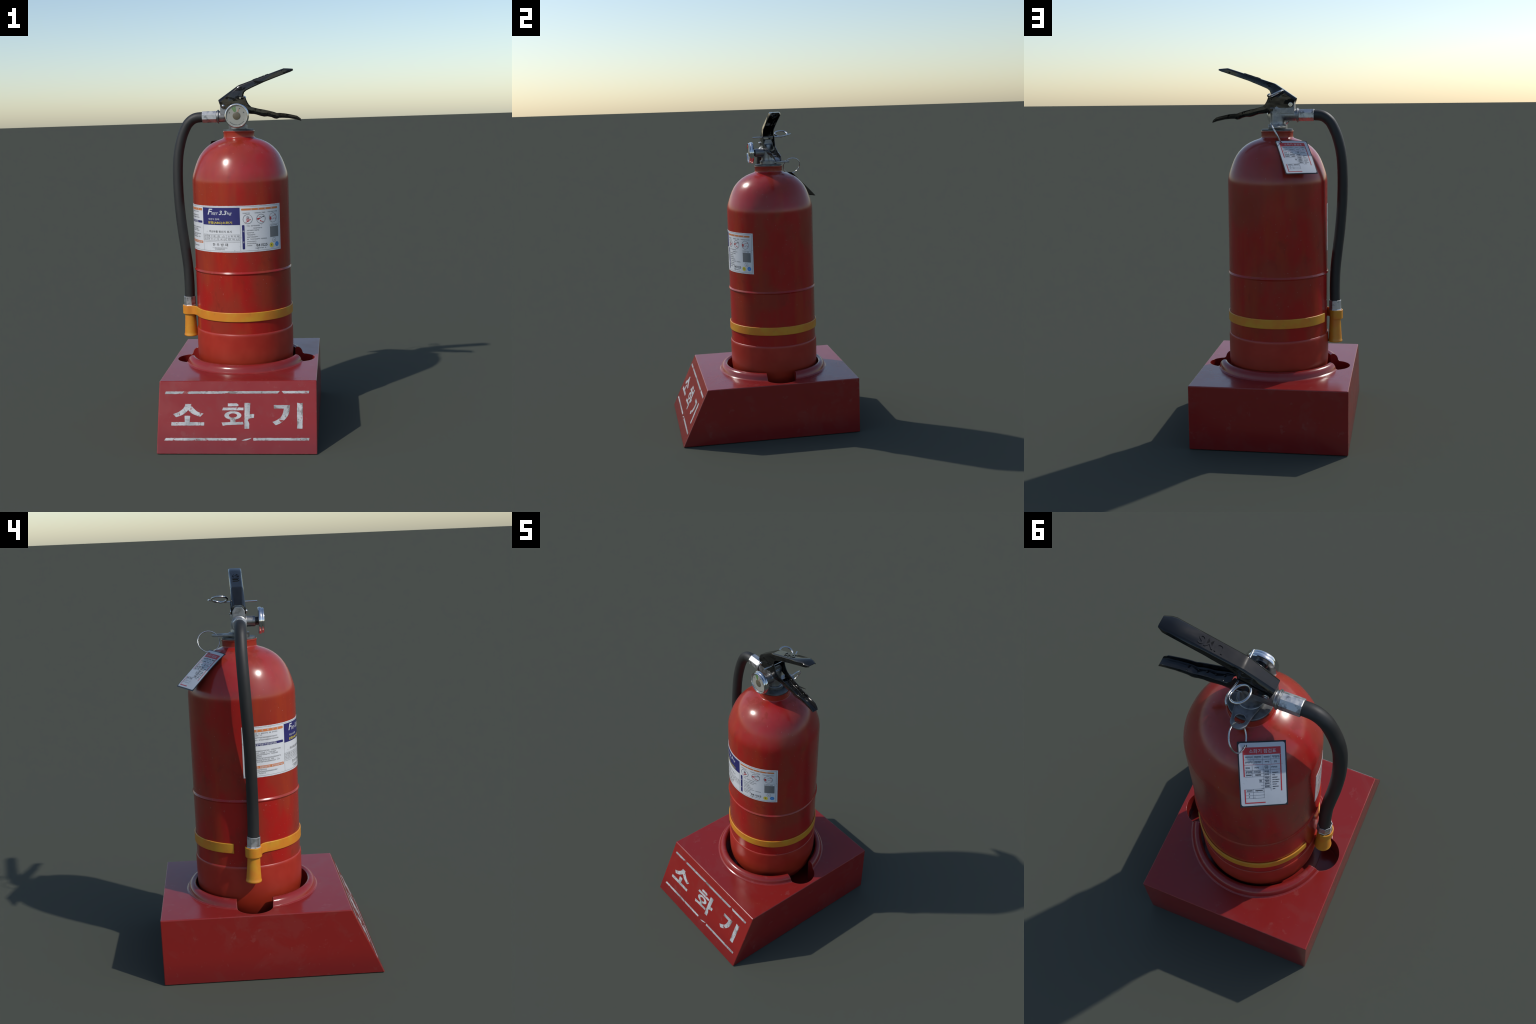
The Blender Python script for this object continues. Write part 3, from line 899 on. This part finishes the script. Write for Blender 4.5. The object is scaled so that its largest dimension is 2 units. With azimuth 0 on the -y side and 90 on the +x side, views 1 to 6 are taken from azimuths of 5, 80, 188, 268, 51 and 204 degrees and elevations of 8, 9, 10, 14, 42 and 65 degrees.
def upper_lever():
    # (top x, top z, bottom x, bottom z, half width, chamfer inset, chamfer drop)
    st = [(-0.1080, 1.8385, -0.0930, 1.7980, 0.0335, 0.0150, 0.0180),
          (-0.0500, 1.8775, -0.0560, 1.8000, 0.0335, 0.0130, 0.0165),
          (0.0030, 1.9130, 0.0000, 1.8120, 0.0335, 0.0095, 0.0135),
          (0.0085, 1.9160, 0.0265, 1.8300, 0.0335, 0.0090, 0.0125),
          (0.0180, 1.9195, 0.0305, 1.8660, 0.0335, 0.0085, 0.0115),
          (0.0260, 1.9220, 0.0350, 1.8785, 0.0335, 0.0085, 0.0105),
          (0.0400, 1.9265, 0.0470, 1.8880, 0.0335, 0.0080, 0.0100),
          (0.0700, 1.9365, 0.0780, 1.9020, 0.0335, 0.0080, 0.0095),
          (0.1460, 1.9615, 0.1490, 1.9315, 0.0338, 0.0080, 0.0090),
          (0.2200, 1.9860, 0.2250, 1.9580, 0.0340, 0.0080, 0.0085),
          (0.2630, 2.0000, 0.2840, 1.9780, 0.0338, 0.0080, 0.0075),
          (0.2850, 1.9990, 0.2960, 1.9815, 0.0330, 0.0080, 0.0065),
          (0.3140, 1.9970, 0.3145, 1.9895, 0.0240, 0.0060, 0.0035)]
    V, F = [], []
    for tx, tz, bx, bz, w, ci, cd in st:
        dx, dz = bx - tx, bz - tz
        L = math.hypot(dx, dz)
        f = cd / L
        sx, sz = tx + dx * f, tz + dz * f
        row = [(-w, bx, bz), (-w, sx, sz), (-(w - ci * 0.45), tx + dx * f * 0.38, tz + dz * f * 0.38), (-(w - ci), tx, tz), (0, tx, tz),
               (w - ci, tx, tz), (w - ci * 0.45, tx + dx * f * 0.38, tz + dz * f * 0.38), (w, sx, sz), (w, bx, bz)]
        V += [(x, AY + y, z) for y, x, z in row]
    m = 9
    for i in range(len(st) - 1):
        for k in range(m - 1):
            F.append([i * m + k, i * m + k + 1, (i + 1) * m + k + 1, (i + 1) * m + k])
    lv = shell("squeeze_lever", V, F, 0.0032, m_lever)
    # raised letters on the grip
    v, f = text_geo("UMS", (0, 0.094, -0.0175, 0.0175), weight=0.012, extrude=0.050)
    a = Vector((0.0085, AY, 1.9160)); b = Vector((0.2630, AY, 2.0000))
    d = (b - a).normalized()
    M = frame(a + d * 0.083 + Vector((0, 0, 0.0006)), d, (0, 1, 0))
    ob = new_obj("raised_lettering", mesh_from("raised", [M @ p for p in v], f), lv, m_lever_letters, 50)
    return lv
squeeze = upper_lever()

def lower_lever():
    st = [(-0.0925, 1.8050, -0.0925, 1.8000), (-0.0890, 1.8130, -0.0885, 1.7935), (-0.0800, 1.8195, -0.0790, 1.7890), (-0.0700, 1.8230, -0.0680, 1.7880),
          (-0.0380, 1.8340, -0.0360, 1.7880), (-0.0030, 1.8450, -0.0030, 1.7880), (0.0260, 1.8525, 0.0150, 1.7880), (0.0350, 1.8535, 0.0180, 1.7840),
          (0.0405, 1.8490, 0.0200, 1.7760), (0.0460, 1.8350, 0.0240, 1.7700), (0.0520, 1.8210, 0.0340, 1.7660), (0.0600, 1.8080, 0.0480, 1.7620),
          (0.0730, 1.7955, 0.0700, 1.7565), (0.1000, 1.7880, 0.0930, 1.7545), (0.1200, 1.7830, 0.1070, 1.7510), (0.1310, 1.7810, 0.1280, 1.7435),
          (0.1500, 1.7770, 0.1470, 1.7385), (0.1800, 1.7695, 0.1670, 1.7395), (0.2030, 1.7630, 0.1890, 1.7345), (0.2150, 1.7580, 0.2060, 1.7265),
          (0.2240, 1.7570, 0.2180, 1.7245), (0.2400, 1.7565, 0.2310, 1.7290), (0.2590, 1.7545, 0.2500, 1.7290), (0.2850, 1.7490, 0.2870, 1.7260),
          (0.3100, 1.7435, 0.3050, 1.7220), (0.3310, 1.7380, 0.3260, 1.7180), (0.3510, 1.7235, 0.3480, 1.7110), (0.3560, 1.7130, 0.3550, 1.7085)]
    def width(x):
        pts = [(-1, 0.0372), (0.04, 0.0370), (0.07, 0.0350), (0.10, 0.0315), (0.15, 0.0280), (0.22, 0.0255), (0.30, 0.0232), (0.335, 0.0222), (0.356, 0.0190)]
        for (x0, w0), (x1, w1) in zip(pts, pts[1:]):
            if x <= x1:
                return w0 + (w1 - w0) * (x - x0) / (x1 - x0)
        return pts[-1][1]
    V, F = [], []
    m = 12
    for tx, tz, bx, bz in st:
        wt, wb = width(tx), width(bx)
        h = 1.0 if len(V) >= 12 * m else 0.0          # floored part: rolled corner between wall and floor
        def at(f):
            return bx + (tx - bx) * f, bz + (tz - bz) * f
        half = [(wt, 1.0), ((wt + wb) / 2, 0.55), (wb, 0.34), (wb * (1 - 0.06 * h), 0.14), (wb * (1 - 0.24 * h), 0.02), (wb * (1 - 0.45 * h), 0.0)]
        row = [(-w, *at(f)) for w, f in half] + [(w, *at(f)) for w, f in reversed(half)]
        V += [(x, AY + y, z) for y, x, z in row]
    first_floor = 12
    for i in range(len(st) - 1):
        for k in range(m - 1):
            if i < first_floor and k == 5:
                continue
            F.append([i * m + k, i * m + k + 1, (i + 1) * m + k + 1, (i + 1) * m + k])
    lv = shell("carrying_handle", V, F, 0.0030, m_lever)
    # pressed dimples in the channel floor
    dim = []
    for i, (x, z) in enumerate(((0.100, 1.7545), (0.135, 1.7435), (0.170, 1.7415), (0.205, 1.7300), (0.245, 1.7315))):
        for s in (-1, 1):
            dim.append(tube_along((0, 0, 1), (x, AY + s * 0.011, z - 0.001), [(0.0058, 0), (0.0050, 0.0038), (0.003, 0.0062), (0, 0.0070)], 14))
    part("handle_dimple", join_parts(dim), m_lever, 60, lv)["kind"] = "stuff"
    return lv
handle = lower_lever()

rivet_dome = [(0, 0.0), (0.0085, 0.0), (0.0090, 0.002), (0.0086, 0.0045), (0.0068, 0.0070), (0.0035, 0.0085), (0, 0.0088)]
part("rivet", tube_along((0, -1, 0), (-0.0785, AY - 0.0365, 1.8045), rivet_dome, 28), m_steel, 40, handle)
part("rivet", tube_along((0, 1, 0), (-0.0785, AY + 0.0365, 1.8035), [(0.0, 0), (0.0122, 0.0), (0.0122, 0.0022), (0.0105, 0.0034), (0.0050, 0.0034), (0.0042, 0.0018), (0, 0.0018)], 28), m_steel, 35, handle)

# ------------------------------------------------------------------ safety pin: straight shank, one coil, short tail
def safety_pin():
    R, r = 0.0388, 0.0049
    tilt = math.radians(25)
    e1 = Vector((0, 1, 0))
    e2 = Vector((-math.cos(tilt), 0, math.sin(tilt)))
    nrm = Vector((math.sin(tilt), 0, math.cos(tilt)))
    c = Vector((-0.0095, 0.1825, 1.8600)) + nrm * 0.003
    n = 64
    coil = [c - e2 * R * math.cos(2 * math.pi * i / n) + e1 * R * math.sin(2 * math.pi * i / n) - nrm * 0.003 * (i / n) for i in range(n + 1)]
    # shank runs straight through the levers, then hugs the outside of the coil
    shank = [(0.0240, y, 1.8440) for y in (-0.006, 0.03, 0.07, 0.11, 0.135)]
    shank += [(0.0272, 0.158, 1.8445), (0.0322, 0.180, 1.8460), (0.0336, 0.200, 1.8500), (0.0290, 0.221, 1.8550), (0.0190, 0.2385, 1.8590)]
    return join_parts([tube(coil, r, 14), tube(catmull(shank, 6), 0.0042, 14)])
part("safety_pin", safety_pin(), m_steel, 50)

# ------------------------------------------------------------------ split ring and inspection tag
def split_ring():
    c = Vector((-0.0145, 0.2465, 1.6565))
    nrm = Vector((0.86, 0.10, -0.46)).normalized()
    u = nrm.cross(Vector((0.46, 0, 0.86))).normalized(); w = u.cross(nrm)
    path = []
    n = 120
    for i in range(n + 1):
        a = 4 * math.pi * i / n + 0.9
        path.append(c + u * 0.0553 * math.cos(a) + w * 0.0553 * math.sin(a) + nrm * (0.0048 * (i / n) - 0.0024))
    return tube(path, 0.0023, 10)
part("split_ring", split_ring(), m_steel, 50)

TL = Vector((-0.0075, 0.2430, 1.6135)); TR = Vector((-0.1655, 0.1640, 1.6050))
BL = Vector((-0.0885, 0.4150, 1.4510)); BR = Vector((-0.2455, 0.3350, 1.4480))
TN = (BL - TL).cross(TR - TL).normalized()
if TN.z < 0:
    TN = -TN
def tag_pt(u, v, off=0.0):
    p = TL.lerp(TR, u).lerp(BL.lerp(BR, u), v)
    vv = min(1, max(0, v))
    bend = 0.0125 * (0.50 + 0.50 * math.sin(math.pi * vv ** 0.7)) * (1 - vv) ** 0.3 * math.sin(math.pi * min(1, 0.08 + 0.62 * u)) ** 0.8
    return p + TN * (off + bend)

def tag_rect(u0, u1, v0, v1, step=0.06):
    nu = max(1, int((u1 - u0) / 0.12)); nv = max(1, int((v1 - v0) / step))
    V, F = [], []
    for j in range(nv + 1):
        for i in range(nu + 1):
            V.append((u0 + (u1 - u0) * i / nu, v0 + (v1 - v0) * j / nv, 0))
    for j in range(nv):
        for i in range(nu):
            a = j * (nu + 1) + i
            F.append([a, a + 1, a + nu + 2, a + nu + 1])
    return V, F

def make_tag():
    # black laminated card with a punched hole
    def to_tag(geo, off):
        V, F = geo
        return [tag_pt(v[0], v[1], off + v[2]) for v in V], F
    hu, hv, hr = 0.174, 0.064, 0.026
    asp = 0.1755 / 0.250
    nu, nv = 16, 20
    hole = ellipse(hu, hv, hr, hr * asp, n=20)
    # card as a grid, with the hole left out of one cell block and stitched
    def sheet(u0, u1, v0, v1, corner=0.0):
        cr, cv = corner, corner * asp
        out = []
        if corner:
            for cu, cvv, a0 in ((u0 + cr, v0 + cv, 180), (u1 - cr, v0 + cv, 270), (u1 - cr, v1 - cv, 0), (u0 + cr, v1 - cv, 90)):
                out += ellipse(cu, cvv, cr, cv, a0, a0 + 90, 6)
        else:
            out = [(u0, v0), (u1, v0), (u1, v1), (u0, v1)]
        # cut into strips along v so that the bend shows
        V, F = filled([out, hole])
        bm = bmesh.new()
        vs = [bm.verts.new(v) for v in V]
        for f in F:
            try:
                bm.faces.new([vs[i] for i in f])
            except ValueError:
                pass
        for i in range(1, nv):
            bmesh.ops.bisect_plane(bm, geom=list(bm.verts) + list(bm.edges) + list(bm.faces), plane_co=(0, i / nv, 0), plane_no=(0, 1, 0), dist=1e-7)
        for i in range(1, 6):
            bmesh.ops.bisect_plane(bm, geom=list(bm.verts) + list(bm.edges) + list(bm.faces), plane_co=(i / 6, 0, 0), plane_no=(1, 0, 0), dist=1e-7)
        bm.verts.index_update()
        V2 = [v.co.copy() for v in bm.verts]
        F2 = [[v.index for v in f.verts] for f in bm.faces]
        bm.free()
        return V2, F2
    me = mesh_from("tag", *to_tag(sheet(0, 1, 0, 1), 0))
    tag = new_obj("inspection_tag", me, ext, m_tag_black)
    md = tag.modifiers.new("s", 'SOLIDIFY'); md.thickness = 0.0016; md.offset = 0
    apply_mods(tag)
    tag.data.materials.clear(); tag.data.materials.append(m_tag_black)
    def ink(name, geos, mat, off):
        V, F = to_tag(join_parts(geos), off)
        return new_obj(name, flat_mesh(name, V, F), tag, mat)
    ink("tag_paper", [sheet(0.026, 0.974, 0.020, 0.980, 0.05)], m_tag_paper, 0.0011)
    o1, o2 = 0.0015, 0.0019
    rects = [tag_rect(0.103, 0.886, 0.0865, 0.196), tag_rect(0.103, 0.126, 0.199, 0.530), tag_rect(0.862, 0.886, 0.199, 0.765),
             tag_rect(0.128, 0.860, 0.347, 0.3515), tag_rect(0.103, 0.126, 0.725, 0.926), tag_rect(0.103, 0.530, 0.928, 0.945)]
    ink("tag_red_print", rects, m_red_ink, o1)
    def ttext(t, u0, u1, v0, v1):          # v runs down the card
        return text_geo(t, (u0, u1, v1, v0))
    ink("tag_white_print", [ttext("소화기 점검표", 0.235, 0.790, 0.113, 0.175)], m_tag_paper, o2)
    lines = []
    lw = 0.0045
    def hl(u0, u1, v): lines.append(tag_rect(u0, u1, v - lw * 0.35, v + lw * 0.35))
    def vl(u, v0, v1): lines.append(tag_rect(u - lw / 2, u + lw / 2, v0, v1))
    hl(0.13, 0.86, 0.271); hl(0.13, 0.86, 0.430); hl(0.13, 0.655, 0.482); hl(0.13, 0.655, 0.532); hl(0.41, 0.655, 0.575)
    hl(0.42, 0.655, 0.620); hl(0.45, 0.655, 0.668); hl(0.46, 0.655, 0.712); hl(0.13, 0.515, 0.722); hl(0.13, 0.52, 0.772); hl(0.13, 0.52, 0.818); hl(0.13, 0.52, 0.865)
    for u in (0.312, 0.500, 0.676):
        vl(u, 0.205, 0.345)
    vl(0.285, 0.36, 0.53); vl(0.508, 0.36, 0.86); vl(0.655, 0.36, 0.755); vl(0.285, 0.725, 0.862)
    rnd = random.Random(11)
    def marks(u0, u1, vc, h, hand=False):
        w = h * (0.75 if hand else 1.15)
        u = u0
        while u < u1 - w * 0.5:
            t = 0.007
            lines.append(tag_rect(u, u + w * 0.62, vc - h * 0.5, vc - h * 0.5 + t * 0.7))
            lines.append(tag_rect(u + w * 0.70, u + w * 0.70 + t, vc - h * 0.5, vc + h * rnd.uniform(0.1, 0.5)))
            lines.append(tag_rect(u + w * 0.1, u + w * 0.1 + t, vc - h * 0.25, vc + h * rnd.uniform(0.15, 0.5)))
            if rnd.random() < 0.6:
                lines.append(tag_rect(u + w * 0.2, u + w * 0.62, vc + h * 0.36, vc + h * 0.36 + t * 0.7))
            u += w * 1.12
    marks(0.15, 0.29, 0.235, 0.024); marks(0.335, 0.47, 0.235, 0.034, True); marks(0.53, 0.65, 0.235, 0.024); marks(0.70, 0.855, 0.235, 0.036, True)
    marks(0.15, 0.29, 0.310, 0.024); marks(0.335, 0.48, 0.312, 0.034, True); marks(0.55, 0.64, 0.310, 0.024); marks(0.74, 0.81, 0.310, 0.024)
    marks(0.15, 0.25, 0.395, 0.024); marks(0.335, 0.44, 0.395, 0.024); marks(0.54, 0.61, 0.378, 0.020); marks(0.54, 0.61, 0.404, 0.020); marks(0.68, 0.81, 0.393, 0.024)
    marks(0.15, 0.27, 0.458, 0.032, True); marks(0.31, 0.46, 0.458, 0.036, True)
    for v in (0.458, 0.505, 0.553, 0.600, 0.645, 0.690):
        marks(0.53, 0.62, v, 0.030, True)
    marks(0.15, 0.26, 0.747, 0.020, True); marks(0.33, 0.48, 0.747, 0.018, True); marks(0.19, 0.215, 0.795, 0.024, True); marks(0.19, 0.215, 0.842, 0.024, True)
    marks(0.42, 0.46, 0.600, 0.032, True); marks(0.15, 0.26, 0.506, 0.020, True); marks(0.34, 0.46, 0.506, 0.020, True)
    for i, v in enumerate((0.478, 0.515, 0.552, 0.588, 0.624, 0.660, 0.695, 0.730)):
        marks(0.69, 0.745 + 0.09 * rnd.random(), v, 0.014)
    ink("tag_black_print", lines, m_grey_ink, o1)
make_tag()

# ------------------------------------------------------------------ nozzle, clip and strap
NX, NY = -0.3172, 0.0790
def nozzle():
    tilt = Vector((-0.006, 0.035, -1.0))           # leans a little towards the back
    base = Vector((-0.3163, 0.0770, 0.6690))
    prof = [(0.020, -0.002), (0.0330, -0.002), (0.0318, 0.010), (0.0312, 0.030), (0.0318, 0.060), (0.0332, 0.095), (0.0352, 0.130), (0.0372, 0.158), (0.0380, 0.168),
            (0.0396, 0.1715), (0.0404, 0.1750), (0.0400, 0.1785), (0.0385, 0.1800), (0.0345, 0.1800), (0.0320, 0.165), (0.0240, 0.10), (0.012, 0.09), (0, 0.09)]
    n = part("nozzle", tube_along(tilt, base, prof, 40), m_orange, 40)
    fp = [(0.0270, 0.072), (0.0270 * k8, 0.072)]
    prof2 = [(0.0298 * k8, -0.045), (0.0298 * k8, -0.0545), (0.0318 * k8, -0.0545), (0.0326 * k8, -0.0535), (0.0326 * k8, -0.0060), (0.0345 * k8, -0.0030), (0.0350 * k8, 0.0000), (0.0200 * k8, 0.0005)]
    part("ferrule", octagon(tilt, base, prof2, math.pi / 8), m_alu, None, n)
nozzle()

def strap():
    R = 0.2742
    z0, z1 = 0.6200, 0.6712
    path = []
    a0, a1 = -107.0, 285.0 - 3.0            # round the back, the right and the front
    n = 150
    # start at the free end and go round by the back (increasing away from -x)
    start = math.radians(-107.0)
    end = math.radians(-360.0 - 72.0)
    for i in range(n + 1):
        a = start + (end + 0 - start) * i / n
        path.append((AX + R * math.sin(a), AY - R * math.cos(a)))
    cx, cy, rr = -0.3178, 0.0785, 0.0358
    tail = [path[-1], (-0.2705, 0.0240), (-0.2790, 0.0330), (-0.2900, 0.0395), (-0.3030, 0.0432)]
    # round the outside of the nozzle: from its front to its back
    for i in range(15):
        a = math.radians(262 - i * 13.0)
        tail.append((cx + rr * math.cos(a), cy + rr * math.sin(a)))
    sm = [(p.x, p.y) for p in catmull([(x, y, 0) for x, y in tail], 4)]
    full = path[:-1] + sm
    V, F = ribbon(full, z0, z1, 0.0060, -1)
    return V, F
strap_geo = strap()
strap_ob = weighted(part("strap", strap_geo, m_orange, 50))

for ob in list(bpy.data.objects):
    if ob.name.startswith("tmp"):
        bpy.data.objects.remove(ob)
